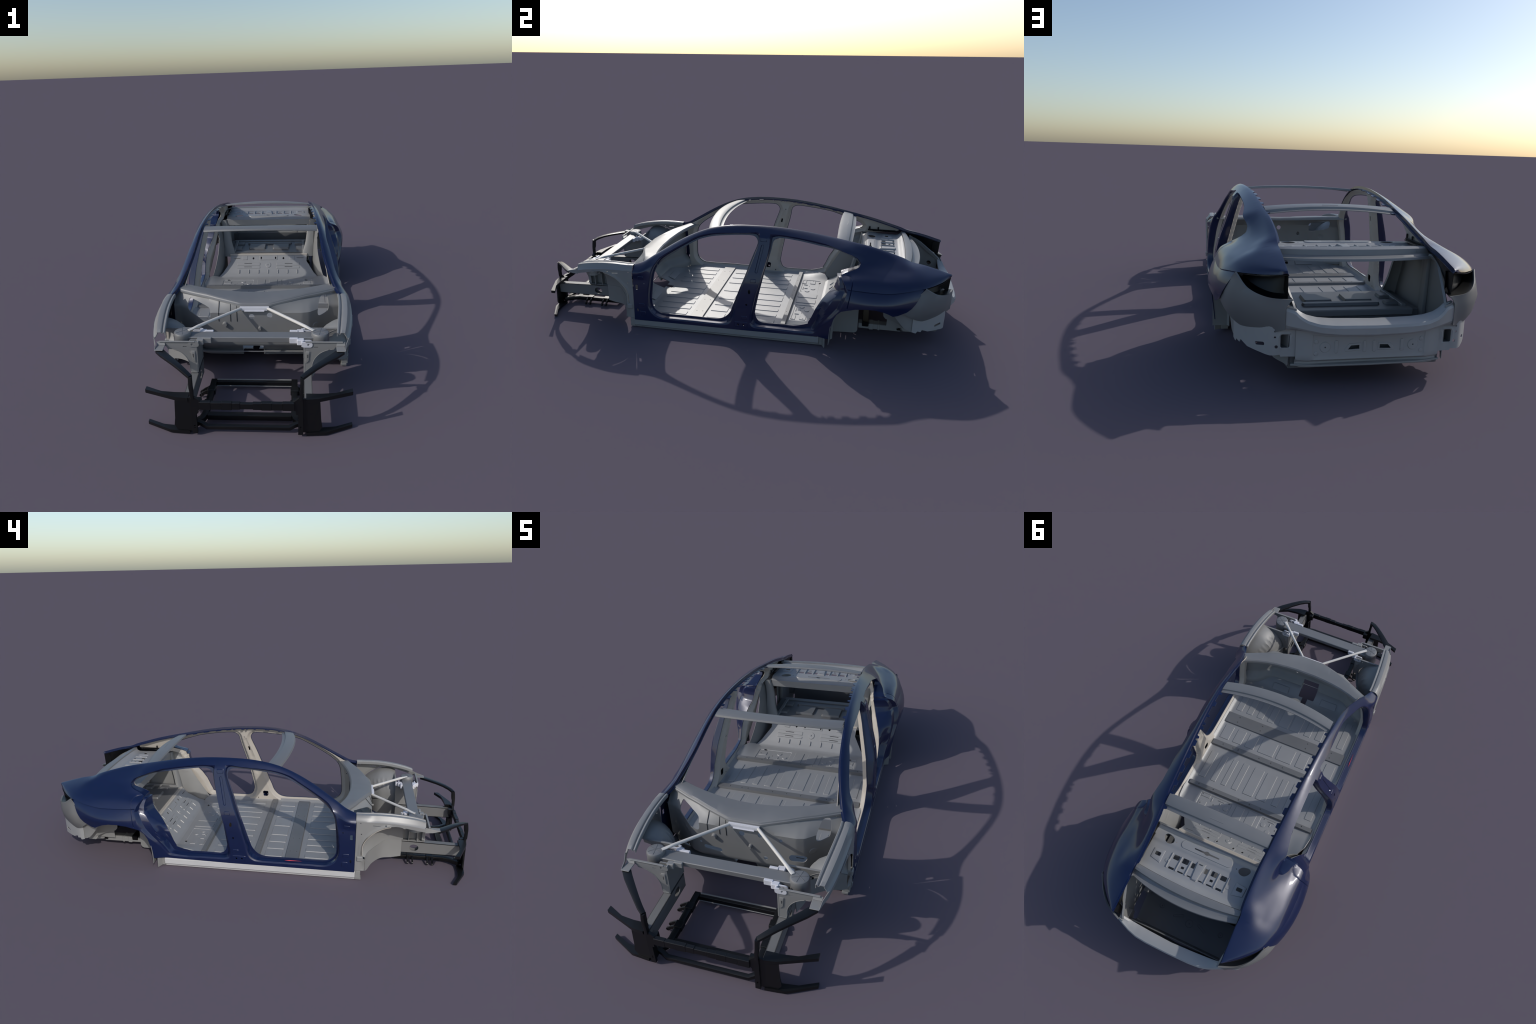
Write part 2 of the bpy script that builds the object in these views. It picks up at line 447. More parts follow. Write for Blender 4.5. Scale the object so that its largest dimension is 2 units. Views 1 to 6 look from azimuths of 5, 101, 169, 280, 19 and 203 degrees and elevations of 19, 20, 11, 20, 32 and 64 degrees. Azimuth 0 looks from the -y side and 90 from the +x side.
# flange width along the ditch, with the weld tabs of the roof
TABS = [(-.07,.016),(-.005,.028),(.062,.014),(.105,.012),(.128,.018),(.175,.016),(.205,.030),(.262,.034),(.330,.034),(.395,.026),(.445,.02),(.505,.016)]
def flange_w(y):
    if y > .75: return .003
    if y < -.13: return .005
    f = .007 if y < .53 else .008
    for c, h in TABS:
        d = abs(y - c) - h * .5
        f = max(f, .007 + .011 * float(np.clip(-d / .003, 0, 1)))
    return f
ys = np.unique(np.r_[np.arange(-.4935, .9546, .005), np.concatenate([[c-h/2-.0005, c-h/2+.0035, c+h/2-.0035, c+h/2+.0005] for c, h in TABS])])
top = [(y, float(crown_z(y)) - ROLL_H + ROLL_H * PI / 2 + WALL + flange_w(y)) for y in ys]
LOWER = [(-.4935,.043),(-.217,.044),(.073,.044),(.352,.049),(.418,.050),(.4395,.052),(.4405,.071),(.444,.115),(.4535,.156),(.467,.184),(.486,.204),(.509,.2125),(.545,.2235),(.592,.230),(.631,.229),(.663,.2215),
         (.686,.2115),(.706,.2005),(.726,.2045),(.763,.222),(.782,.239),(.799,.263),(.817,.296),(.8335,.3185),(.871,.3225),(.908,.327),(.943,.3345),(.9545,.3405)]
outline = np.vstack([sub_poly(LOWER, .005, False), A2(top[::-1]), sub_poly([(-.4935,.302),(-.4915,.297),(-.492,.204),(-.4935,.048)], .006, False)])
side_holes = [rrect(-.475,.211,.012,.023,.003), disc(-.475,.096,.004,12,.0075), disc(.067,.236,.0058,14,.0105), disc(.016,.072,.0042,12), disc(.042,.072,.0042,12),
              disc(.055,.173,.0042,12), disc(-.438,.231,.0025,8)]
off = 1.7e-3
crown_lines = [sub_poly([(y, float(crown_z(y)) - ROLL_H + ROLL_H * PI / 2 + d) for y in np.arange(-.488, .948, .006)], .006, False) for d in (-.0095, -.004, .0, WALL)]
seam_n = []
for sgn in (-1, 0, 1):
    d = np.gradient(seam, axis=0); n = np.stack([-d[:, 1], d[:, 0]], 1); n /= np.linalg.norm(n, axis=1)[:, None]
    seam_n.append((seam + n * sgn * .0022)[2:-2])
cl = [crease[3:-2] + A2((0, .0004)), crease[3:-2] - A2((0, .0012)), crease[3:-2] - A2((0, .005))]
FA = [((-.411,.150),(-.427,.150)), ((-.374,.080),(-.391,.0725)), ((-.062,.085),(-.033,.066)), ((-.016,.150),(.006,.151)), ((.076,.404),(.088,.410)), ((.080,.470),(.099,.4915)), ((-.185,.4435),(-.197,.457)), ((-.353,.340),(-.374,.3485))]
RA = [((.090,.125),(.068,.103)), ((.107,.085),(.080,.066)), ((.266,.078),(.277,.058)), ((.337,.100),(.376,.067)), ((.368,.172),(.457,.172)), ((.443,.272),(.508,.289)), ((.4545,.334),(.481,.336)), ((.4695,.347),(.476,.3475)),
      ((.543,.374),(.548,.377)), ((.546,.387),(.557,.390)), ((.452,.433),(.459,.4455)), ((.205,.4742),(.200,.4905)), ((.165,.4625),(.146,.4915)), ((.154,.421),(.147,.440))]
def matched(I, O, anchors, step=.005):
    """Sample two loops with the same number of points between paired anchors."""
    def cut(L, pts):
        k = [int(np.argmin(np.hypot(*(L - A2(p)).T))) for p in pts]; segs = []
        for i in range(len(k)):
            a, b = k[i], k[(i + 1) % len(k)]
            idx = np.arange(a, b + 1) if b > a else np.r_[np.arange(a, len(L)), np.arange(0, b + 1)]
            segs.append(L[idx])
        return segs
    SI = cut(I, [a for a, _ in anchors]); SO = cut(O, [b for _, b in anchors]); PI_, PO_ = [], []
    for a, b in zip(SI, SO):
        n = max(2, int(max(np.linalg.norm(np.diff(a, axis=0), axis=1).sum(), np.linalg.norm(np.diff(b, axis=0), axis=1).sum()) / step)) + 1
        PI_.append(resample(a, n=n)[:-1]); PO_.append(resample(b, n=n)[:-1])
    return np.vstack(PI_), np.vstack(PO_)
BANDS = [matched(resample(FRONT_IN, .002, closed=True), resample(FRONT_OUT, .002, closed=True), FA), matched(resample(REAR_IN, .0015, closed=True), resample(REAR_OUT, .0015, closed=True), RA)]
U, F = triangulate(outline, [b[1] for b in BANDS] + side_holes, crown_lines + seam_n + cl, .0055, [sub_poly(p, .005) for p, h in PILLAR_PADS] + [sub_poly(inset(p, .002), .005) for p, h in PILLAR_PADS])
V = side_map(U); F = F.tolist(); V = V.tolist()
key = {(round(p[0], 5), round(p[1], 5)): i for i, p in enumerate(U)}
for PI_, PO_ in BANDS:
    n = len(PI_); rings = []
    xo = side_x(PO_)
    for t in (0, .22, .42, .50, .60, .70, .80, .88, .95):
        P = PI_ + (PO_ - PI_) * t
        wide = sstep(.37, .42, P[:, 0]) * sstep(.352, .342, P[:, 1])
        k = (1 - wide) * (sstep(.40, .72, t) * .86 + .14 * sstep(.72, 1, t)) + wide * (.62 * sstep(.06, .30, t) + .22 * t + .16 * sstep(.80, 1, t))
        xf = flange_x(P[:, 0], P[:, 1])
        x = xf + (xo - xf) * k
        s0 = len(V); V += np.stack([x, P[:, 0], P[:, 1]], 1).tolist(); rings.append(list(range(s0, s0 + n)))
    last = []
    for p in PO_:
        kk = (round(p[0], 5), round(p[1], 5))
        last.append(key[kk] if kk in key else int(np.argmin(np.hypot(*(U - p).T))))
    rings.append(last)
    for a, b in zip(rings[:-1], rings[1:]):
        for k in range(n):
            j = (k + 1) % n; F += [(a[k], b[k], b[j]), (a[k], b[j], a[j])]
V, F = thicken(np.array(V), np.array(F), .0025)
both('body_side', V, F, BLUE, root, 30)

# red chalk mark on the left sill step only
mk = sheet(sub_poly([(-.262,.0722),(-.20,.0700),(-.178,.0712),(-.20,.0728)], .004), lambda U: np.stack([-(.372 - .6 * (U[:, 1] - .068) + .0015), U[:, 0], U[:, 1]], 1), t=.0006, step=.004, flip=True)
make('paint_mark', *mk, RED, root)

# ------------------------------------------------------------------ inner side panel (pale, behind the painted skin)
def inner_map(U):
    y, z = U[:, 0], U[:, 1]
    d = np.minimum(seg_dist(U, FRONT_IN), seg_dist(U, REAR_IN))
    x = flange_x(y, z) - .0035 - .019 * sstep(.006, .022, d) * (1 - .5 * sstep(.44, .50, z))
    x -= .010 * sstep(.50, .56, y)
    for poly, h in INNER_PADS:
        q = A2(poly); nr = np.all((U > q.min(0) - .002) & (U < q.max(0) + .002), axis=1)
        if nr.any(): x[nr] += h * np.clip(-sdf(U[nr], q) / .003, 0, 1)
    return np.stack([x, y, z], 1)
INNER_PADS = [(capsule((.118,.435),(.088,.33), .009), .003), (capsule((.082,.290),(.062,.235), .013), .003)]
tz = lambda y: float(crown_z(y)) - .0165
inner_out = [(-.456,.046),(-.2,.046),(.1,.046),(.30,.052),(.36,.075),(.40,.11),(.44,.17),(.478,.25),(.50,.34),(.545,.356),(.62,.358),(.70,.366),(.735,.376)] + \
            [(y, tz(y)) for y in np.arange(.735, -.445, -.012)] + [(-.456, .306)]
def grow(poly, d): return inset(poly, -d)
FI2 = resample(grow(FRONT_IN, .0028), .006, closed=True); RI2 = sub_poly(grow(resample(REAR_IN, .006, closed=True), .0025), .006)
in_holes = [FI2, RI2, [(.006,.111),(.030,.112),(.037,.106),(.032,.080),(.012,.079),(.004,.090)], rrect(.103,.382,.008,.024,.003,-.2), rrect(.073,.262,.014,.006,.002), disc(.126,.452,.003,8),
            disc(-.438,.245,.003,8), disc(-.07,.063,.0035,8), disc(.064,.068,.0035,8)]
ring = [resample(grow(FRONT_IN, d), .006, closed=True) for d in (.006, .010, .014, .018, .022)]
V, F = sheet(sub_poly(inner_out, .007), inner_map, in_holes, step=.0065, t=.002, flip=True, loops=ring)
both('inner_side_panel', V, F, PALE, root, 30)

# ------------------------------------------------------------------ sill
def yprism(sec, y0, y1):
    """Prism along y of an (x, z) section given counter-clockwise seen from -y."""
    P = A2(sec); n = len(P)
    V = [(p[0], y0, p[1]) for p in P] + [(p[0], y1, p[1]) for p in P]
    F = [tuple(range(n)), tuple(range(2*n - 1, n - 1, -1))] + [(k, n + k, n + (k+1) % n, (k+1) % n) for k in range(n)]
    return np.array(V), [f[::-1] for f in F][0:2][::1] + [f for f in F[2:]] if False else F
sill_sec = [(.346,.006),(.360,.006),(.363,.0005),(.371,.0005),(.373,.009),(.378,.011),(.3825,.016),(.3835,.040),(.380,.0445),(.346,.0445)]
both('sill', *yprism(sill_sec, -.4965, .391), SILL_DARK, root, 25, mat_left=SILL)
both('sill_end', *join(box(.352, .379, -.520, -.497, .010, .047), box(.350, .374, -.523, -.497, .0005, .011), box(.352, .378, .3915, .412, .004, .045), rot(box(.372, .405, .410, .4135, .004, .05), 'z', 25, (.388,.412,0))), GREY, root)

# ================================================================== FLOOR
PADS1 = [(.273,.307),(.212,.246),(.150,.185),(.088,.124),(.004,.061)]
PADS2 = [(.262,.313),(.190,.239),(.117,.169),(.008,.094)]
PADS3 = [(.274,.310),(.214,.243),(.157,.184),(.094,.126),(.008,.063)]
fp = []
for row, y0, y1 in ((PADS1, -.432, -.263), (PADS2, -.159, -.075), (PADS3, .012, .169)):
    for a, b in row:
        for s in (1, -1): fp.append((rrect(s * (a + b) / 2, (y0 + y1) / 2, b - a, y1 - y0, .003), .0025, .0018))
# rear footwell / seat pan stampings
for s in (1, -1):
    fp += [(rrect(s*.165,.289,.172,.094,.006), -.002, .0018), (rrect(s*.222,.250,.05,.024,.003), .0025, .0018), (rrect(s*.222,.297,.042,.03,.003), .0025, .0018),
           (disc(s*.102,.278,.013), .0025, .0018), (disc(s*.136,.306,.013), .0025, .0018), (rrect(s*.136,.253,.034,.005,.002), .003, .0018), (rrect(s*.136,.268,.006,.018,.002), .003, .0018),
           (rrect(s*.183,.262,.006,.022,.002), .003, .0018), (rrect(s*.034,.289,.046,.100,.004), .0025, .0018)]
def floor_base(U):
    x, y = U[:, 0], U[:, 1]
    z = np.full(len(U), .0535)
    z = z + .030 * sstep(.455, .545, -y) + .012 * sstep(.325, .345, np.abs(x)) * sstep(.45, .40, -y)
    z = z + .026 * sstep(.20, .36, y) * sstep(.25, .345, np.abs(x))
    return z
ff = pads_fn(fp, floor_base)
fo = sub_poly([(-.344,-.552),(.344,-.552),(.344,.25),(.335,.31),(.315,.352),(.29,.372),(-.29,.372),(-.315,.352),(-.335,.31),(-.344,.25)], .008)
fh = [rrect(-.011,-.515,.088,.072,.006), rrect(-.006,-.462,.03,.035,.004)]
for s in (1, -1): fh += [disc(s*.219,.335,.009,12,.006)] + [disc(s*px,py,.0028,8) for px, py in ((.240,.248),(.233,.298),(.167,.284),(.096,.248))]
V, F = sheet(fo, lambda U: np.stack([U[:, 0], U[:, 1], ff(U)], 1), fh, (), pad_loops(fp, .008), step=.008, t=.004)
make('floor_pan', V, F, FLOOR, root, 25)
# toe-board pads
for s in (1, -1):
    q = rot(box(s*.14-.045, s*.14+.045, -.502, -.466, .064, .0655), 'x', -22, (0,-.483,.066)); make('toe_pad', *q, FLOOR, root)

def crossmember(y0, y1, z, holes, half=.336):
    U = sub_poly([(-half, y0), (half, y0), (half, y1), (-half, y1)], .01)
    w = (y1 - y0) / 2; c = (y0 + y1) / 2
    def f(P):
        k = np.clip((w - np.abs(P[:, 1] - c)) / .006, 0, 1); e = np.clip((half - np.abs(P[:, 0])) / .006, 0, 1)
        return np.stack([P[:, 0], P[:, 1], .046 + (z - .046) * np.minimum(k, e)], 1)
    inner = [(-half+.006, y0+.006), (half-.006, y0+.006), (half-.006, y1-.006), (-half+.006, y1-.006)]
    V, F = sheet(U, f, [disc(*h, .0025, 8) for h in holes], (), [sub_poly(inner, .01)], step=.012, t=.002)
    make('crossmember', V, F, MEMBER, root, 25)
crossmember(-.243, -.170, .0605, [(s*x, y) for s in (1, -1) for x in (.263, .13) for y in (-.222, -.192)])
crossmember(-.058, -.019, .0645, [(s*x, -.039) for s in (1, -1) for x in (.272, .215, .185, .066)] + [(0, -.039)])
crossmember(.200, .232, .068, [(s*x, .214) for s in (1, -1) for x in (.28, .20, .06)] + [(0, .214)])

# seat-back riser: sloping stamped panel (u = x, v = distance up the slope)
rp = []
rise = lin([(0,0),(.02,.004),(.05,.022),(.115,.076),(.140,.098),(.170,.106)])
run = lin([(0,.355),(.02,.376),(.05,.401),(.115,.458),(.140,.480),(.170,.506)])
for k in range(7): rp.append((capsule((-.168 + .056*k, .045), (-.168 + .056*k, .062), .0035), .004, .002))
rp += [(disc(0,.090,.016), .0025, .0018), (disc(0,.090,.004,10), -.003, .0015), (rrect(0,.128,.105,.024,.003), .002, .0015)]
for s in (1, -1): rp += [(rrect(s*.115,.095,.135,.016,.003), .002, .0015), (rrect(s*.115,.077,.135,.012,.003), .002, .0015), (rrect(s*.138,.128,.03,.022,.003), .002, .0015)]
rh = []
for s in (1, -1): rh += [disc(s*.088,.126,.0055,12), disc(s*.042,.127,.004,10,.007), rrect(s*.185,.127,.04,.0025,.001), rrect(s*.118,.097,.045,.0025,.001), rrect(s*.118,.079,.045,.0025,.001)]
rz = pads_fn(rp, lambda U: np.zeros(len(U)))
def riser_map(U):
    h = rz(U); v = U[:, 1]
    return np.stack([U[:, 0], run(v) - h * .6, .052 + rise(v) + h * .75], 1)
V, F = sheet(sub_poly([(-.30,0),(.30,0),(.262,.05),(.222,.11),(.225,.170),(-.225,.170),(-.222,.11),(-.262,.05)], .007), riser_map, rh, (), pad_loops(rp, .006), step=.007, t=.003)
make('seatback_riser', V, F, FLOOR, root, 25)
make('rear_crossbar', *box(-.228, .228, .484, .508, .140, .1585, .003), PALE, root)

# boot floor: front shelf with raised pads, then the deep well
tf = [(rrect(.071,.600,.100,.085,.008), .010, .004), (rrect(-.071,.600,.100,.085,.008), .010, .004), (rrect(0,.666,.27,.028,.010), .009, .004),
      (rrect(.178,.66,.05,.04,.006), .009, .004), (rrect(-.178,.66,.05,.04,.006), .009, .004), (rrect(.185,.575,.05,.05,.006), .009, .004), (rrect(-.185,.575,.05,.05,.006), .009, .004)]
well = lambda U: .164 - .108 * sstep(.735, .745, U[:, 1]) + .10 * sstep(.918, .935, U[:, 1])
tfp = tf + [(disc(0,.842,.018), -.002, .002), (disc(.15,.82,.012), -.002, .002), (disc(-.15,.83,.012), -.002, .002), (rrect(.06,.83,.05,.012,.006,.4), -.002, .002), (rrect(-.06,.84,.05,.012,.006,-.4), -.002, .002)]
tfz = pads_fn(tfp, well)
V, F = sheet(sub_poly([(-.245,.500),(.245,.500),(.245,.735),(.245,.745),(.225,.938),(-.225,.938),(-.245,.745),(-.245,.735)], .008), lambda U: np.stack([U[:, 0], U[:, 1], tfz(U)], 1),
             [disc(0,.842,.003,8), disc(.15,.82,.003,8), disc(-.15,.83,.003,8)], [A2([(-.244,.735),(.244,.735)]), A2([(-.243,.745),(.243,.745)]), A2([(-.22,.918),(.22,.918)])], pad_loops(tfp, .008), step=.009, t=.004)
make('boot_floor', V, F, DARK, root, 25)
make('boot_crossbar', *box(-.225, .225, .710, .7425, .146, .168, .003), GREY, root)
for sx in (.205, -.205): make('boot_floor_rail', *box(sx-.008, sx+.008, .51, .71, .160, .174, .002), GREY, root)

# ================================================================== REAR WHEELHOUSE, COLUMNS, SHELF
def rwh(U):
    y, z = U[:, 0], U[:, 1]
    r = np.sqrt(((y - .60) / np.where(y < .60, .255, .16)) ** 2 + (np.clip(z - .05, 0, 1) / .285) ** 2)
    b = np.sqrt(np.clip(1 - r ** 2.6, 0, 1))
    base = np.minimum(flange_x(y, z) - .018, .338)
    rib = .003 * np.clip(np.cos(z * 2 * PI / .022) - .3, 0, 1) * ((y > .455) & (y < .50) & (z > .235) & (z < .31))
    return np.stack([base - (base - .254) * b - rib, y, z], 1)
V, F = sheet(sub_poly([(.345,.052),(.44,.052),(.44,.020),(.545,.020),(.556,.026),(.560,.036),(.560,.150),(.662,.150),(.672,.140),(.674,.122),(.684,.110),(.757,.100),(.757,.085),(.80,.085),(.80,.20),(.76,.30),(.70,.345),(.56,.352),(.50,.345),(.475,.30),(.44,.235),(.40,.165),(.365,.10)], .008), rwh, step=.008, t=.002, flip=True)
both('rear_wheelhouse', V, F, GREY, root, 40)
ac = spline([(.4375,.028),(.4385,.06),(.4425,.113),(.452,.155),(.466,.184),(.485,.204),(.508,.2125)], n=24)
both('arch_liner', *loft([[(xx, y + dy, z) for y, z in ac] for xx, dy in ((.412, 0), (.395, .001), (.36, .003), (.352, .012))], .002, flip=True), GREY, root)
# rear side rails below the boot
both('rear_side_rail', *join(box(.197, .240, .562, .758, .038, .064, .003), box(.225, .250, .757, .80, .05, .105, .003), box(.195, .242, .612, .632, .036, .066, .002), box(.195, .242, .652, .662, .036, .066, .002), box(.205, .232, .757, .815, .037, .055, .002)), GREY, root)
make('rear_subframe', *join(box(-.245, .245, .58, .61, .05, .075, .003), box(-.245, .245, .74, .77, .045, .07, .003)), PITCH, root)
# slanted side columns between seat-back bar and parcel shelf
cz = [.142,.155,.175,.20,.225,.25,.28,.31,.335,.352]
ci = [.196,.199,.206,.2145,.2205,.224,.228,.236,.244,.250]; co = [.262,.264,.266,.268,.268,.267,.268,.272,.280,.288]
cyy = lambda z: .497 + (z - .142) * .255
rows = []
for k, dy in ((0, .012), (0, .0), (.12, -.004), (.5, -.006), (.88, -.004), (1, .0), (1, .012)):
    rows.append([(i + (o - i) * k, cyy(z) + dy, z) for i, o, z in zip(ci, co, cz)])
both('bulkhead_column', *loft(rows, .002), GREY, root, 30)

# parcel shelf (u=x, v=y)
sp = []
for s in (1, -1):
    for x in (.131, .0875, .0435): sp.append((capsule((s*x,.646),(s*x,.708), .0032), .005, .0018))
    sp += [(A2([(s*.214,.654),(s*.164,.649),(s*.163,.706),(s*.212,.696)])[::s], .004, .002), (disc(s*.140,.682,.010), .002, .0018)]
sp += [(capsule((.100,.592),(-.100,.592), .019), .003, .002), (A2([(.020,.635),(-.020,.635),(-.012,.716),(.012,.716)]), .007, .0025)]
sh = []
for s in (1, -1):
    sh += [rrect(s*.109,.657,.027,.020,.004), rrect(s*.0665,.657,.028,.022,.004), rrect(s*.030,.660,.016,.022,.003), rrect(s*.109,.706,.026,.009,.003), rrect(s*.0665,.707,.026,.006,.002),
           rrect(s*.026,.707,.018,.005,.002), rrect(s*.0665,.686,.014,.010,.003), rrect(s*.188,.673,.026,.016,.004),
           spline([(s*.200,.592),(s*.192,.579),(s*.160,.585),(s*.150,.602),(s*.163,.616),(s*.183,.615)], .004, closed=True), disc(s*.140,.600,.0025,8)]
sh += [A2([(.057,.590),(.012,.589),(.004,.584),(-.004,.584),(-.012,.589),(-.057,.590),(-.057,.595),(-.012,.596),(-.004,.600),(.004,.600),(.012,.596),(.057,.595)]), rrect(0,.645,.018,.005,.002)]
def shelf_z(U):
    return .350 + .014 * sstep(.553, .580, U[:, 1]) - .004 * sstep(.618, .626, U[:, 1]) + .013 * sstep(.725, .752, U[:, 1])
shz = pads_fn(sp, shelf_z)
so = sub_poly([(-.246,.552),(-.1,.550),(.1,.550),(.246,.552),(.238,.745)], .008, False).tolist() + [(x, .756 - .012 * (x / .238) ** 2) for x in np.linspace(.238, -.238, 50)] + sub_poly([(-.238,.745),(-.246,.552)], .008, False).tolist()[:-1]
V, F = sheet(so, lambda U: np.stack([U[:, 0], U[:, 1], shz(U)], 1), sh, (), pad_loops(sp, .006), step=.007, t=.003)
make('parcel_shelf', V, F, FLOOR, root, 25)
make('shelf_front_lip', *box(-.24, .24, .548, .552, .318, .352, .001), FLOOR, root)
# curved transverse beam behind the shelf
X = np.linspace(-.246, .246, 41); q = 1 - (X / .246) ** 2
rows = [[(x, .744 + .012*k, .371) for x, k in zip(X, q)], [(x, .748 + .010*k, .3785) for x, k in zip(X, q)], [(x, .760 + .014*k, .3785) for x, k in zip(X, q)],
        [(x, .768 + .022*k, .374) for x, k in zip(X, q)], [(x, .770 + .024*k, .358) for x, k in zip(X, q)], [(x, .777 + .034*k, .352) for x, k in zip(X, q)], [(x, .792 + .036*k, .352) for x, k in zip(X, q)], [(x, .794 + .036*k, .345) for x, k in zip(X, q)]]
make('shelf_beam', *loft(rows, .0025), STEEL, root, 25)
both('shelf_bracket', *join(box(.252, .258, .575, .72, .369, .377), box(.252, .257, .580, .588, .375, .392), box(.252, .257, .625, .633, .375, .390), rot(box(.236, .256, .60, .72, .368, .371), 'y', 15, (.25,.6,.37))), PITCH, root)

# boot opening frame, inner side wall, pocket behind the light
path = spline([(.2165,.958,.216),(.223,.948,.243),(.231,.915,.272),(.243,.862,.312),(.2525,.82,.341),(.250,.800,.350),(.240,.79,.352)], n=26)
both('boot_frame', *sweep(path, [(-.010,-.0015),(.006,-.0015),(.006,.006),(.004,.006),(.004,.0015),(-.010,.0015)], up=(.9,.3,.3)), GREY, root)
V, F = sheet(sub_poly([(.69,.07),(.935,.07),(.945,.235),(.90,.275),(.83,.325),(.79,.345),(.70,.345)], .01), lambda U: np.stack([.262 - .03 * sstep(.86, .945, U[:, 0]), U[:, 0], U[:, 1]], 1), [disc(.905,.215,.011), disc(.87,.30,.003,8)], step=.012, t=.002, flip=True)
both('boot_side_wall', V, F, GREY, root)
both('boot_wall_post', *sweep([(.252,.742,.07),(.254,.745,.20),(.256,.75,.34)], rsec(.03,.014,.003), up=(1,0,0)), GREY, root)
def cur(p, n=22): return spline(p, n=n)
Ac = cur([(.2425,.952,.336),(.30,.914,.325),(.345,.868,.320),(.369,.834,.3165)])
Bc = cur([(.236,.912,.334),(.27,.878,.322),(.31,.840,.317),(.34,.81,.314)])
Cc = cur([(.236,.915,.272),(.28,.890,.272),(.32,.852,.283),(.35,.813,.303)])
Dc = cur([(.2285,.964,.2665),(.30,.931,.2675),(.345,.886,.283),(.3715,.835,.3145)])
both('light_pocket', *loft([Ac, Bc, Cc, Dc], .002, flip=True), PITCH, root)
L1c = cur([(.2365,.752,.386),(.239,.83,.366),(.2415,.95,.335)]); L2c = cur([(.2525,.775,.352),(.2545,.83,.332),(.240,.945,.262)])
both('quarter_liner', *loft([L1c, L2c], .002), PITCH, root)

# ================================================================== TAIL
X = np.linspace(-.246, .246, 61); a = np.abs(X)
yo = np.interp(a, [0,.10,.15,.19,.22,.246], [1.000,.9985,.9945,.984,.971,.9585])      # outer plan line
yi = np.interp(a, [0,.10,.15,.19,.215,.246], [.957,.953,.950,.948,.946,.944])          # opening edge
zt = np.interp(a, [0,.12,.16,.19,.21,.222,.246], [.207,.2085,.212,.220,.231,.243,.250])
zb = np.interp(a, [0,.10,.15,.20,.246], [.172,.1745,.179,.187,.192])
def row(y, z): return np.stack([X, y, z], 1)
rows = [row(yi, zt - .006), row(yi, zt), row(yi + .006, zt + .0005), row(yo - .014, zt - .005), row(yo - .003, zt - .008), row(yo, zt - .013), row(yo - .001, zb + .004), row(yo - .004, zb), row(yo * .35 + .65 * .953, zb - .003), row(np.full(61, .953), zb - .008)]
make('tail_upper_panel', *loft(rows, .0025, flip=True), TAIL, root, 28)
for s in (1, -1):
    for x0, x1 in ((.028, .072), (.095, .140)):
        P = [(s * x, np.interp(x, [0,.10,.15,.19], [1.000,.9985,.9945,.984]) + .0003, .1865 + np.interp(x, [0,.09,.14], [0,.001,.005])) for x in np.linspace(x0, x1, 7)]
        make('tail_bead', *sweep(P, rsec(.003, .0045, .001), up=(0,0,1)), GREY, root)
    for x, z, r in ((.1985,.206,.010), (.229,.2105,.009)):
        pass
both('tail_stud_plate', *join(*[rot(lathe([(0,.0025),(.0085,.0025),(.0095,.0005),(.0095,-.003)], (x, y, 0), 24), 'x', -90, (x, y, 0)) for x, y in ((0,0),)]), GREY, root) if False else None
tp = [(A2([(-.168,.165),(-.12,.160),(0,.156),(.12,.160),(.168,.165),(.168,.092),(-.168,.092)]), -.002, .0018)]
th = []
for s in (1, -1):
    tp += [(disc(s*.131,.1265,.0155,24), .0022, .0018), (capsule((s*.098,.140),(s*.098,.113), .005), .002, .0016), (capsule((s*.0145,.138),(s*.0145,.113), .0045), .002, .0016),
           (A2([(s*.026,.136),(s*.062,.134),(s*.075,.116),(s*.070,.112),(s*.026,.113)])[::-s], .002, .0018), (disc(s*.157,.143,.006), .002, .0016), (disc(s*.157,.108,.006), .002, .0016)]
    th += [A2([(s*.0305,.1305),(s*.055,.1295),(s*.0645,.1175),(s*.0305,.1185)]), disc(s*.131,.1265,.0022,8)]
tz2 = pads_fn(tp, lambda U: .9535 + 0 * U[:, 0])
def tail_map(U):
    x, z = U[:, 0], U[:, 1]; h = tz2(U)
    h = h - .014 * sstep(.093, .080, z) - .008 * sstep(.17, .215, np.abs(x))
    return np.stack([x, h, z], 1)
V, F = sheet(sub_poly([(-.214,.190),(-.214,.069),(-.20,.064),(.20,.064),(.214,.069),(.214,.190),(.12,.172),(-.12,.172)], .008), tail_map, th, (), pad_loops(tp, .006), step=.008, t=.003)
make('tail_lower_panel', V, F, TAIL, root, 25)
make('tail_bottom_flange', *sweep([(-.222,.924,.070),(-.15,.944,.072),(0,.950,.073),(.15,.944,.072),(.222,.924,.070)], rsec(.024,.006,.002)), GREY, root)
# outer skirt behind the rear wheels with exhaust-box openings
sk = spline([(.205,.9445),(.240,.941),(.282,.9365),(.312,.905),(.342,.862),(.366,.820),(.3725,.795)], n=80)
sl = np.r_[0, np.cumsum(np.linalg.norm(np.diff(sk, axis=0), axis=1))]
def skirt(U):
    s, z = U[:, 0], U[:, 1]
    nx = np.interp(s, sl, sk[:, 0]); ny = np.interp(s, sl, sk[:, 1])
    dx = np.gradient(sk[:, 0], sl); dy = np.gradient(sk[:, 1], sl); tx = np.interp(s, sl, dx); ty = np.interp(s, sl, dy)
    rim = .003 * np.clip(1 - np.abs(sdf(U, EXH) - .004) / .003, 0, 1)
    return np.stack([nx - ty * rim, ny + tx * rim, z], 1)
def s_at(x): return float(np.interp(x, sk[:, 0], sl)) if x < .37 else sl[-1]
EXH = A2(rrect(s_at(.2435), .1435, .0255, .0385, .005))
S = sl[-1]
so = sub_poly([(0,.098),(s_at(.255),.098),(s_at(.258),.104),(s_at(.284),.101),(s_at(.34),.105),(s_at(.356),.118),(s_at(.359),.108),(s_at(.366),.113),(s_at(.3685),.104),(S,.110),(S,.205),(s_at(.30),.195),(0,.195)], .006)
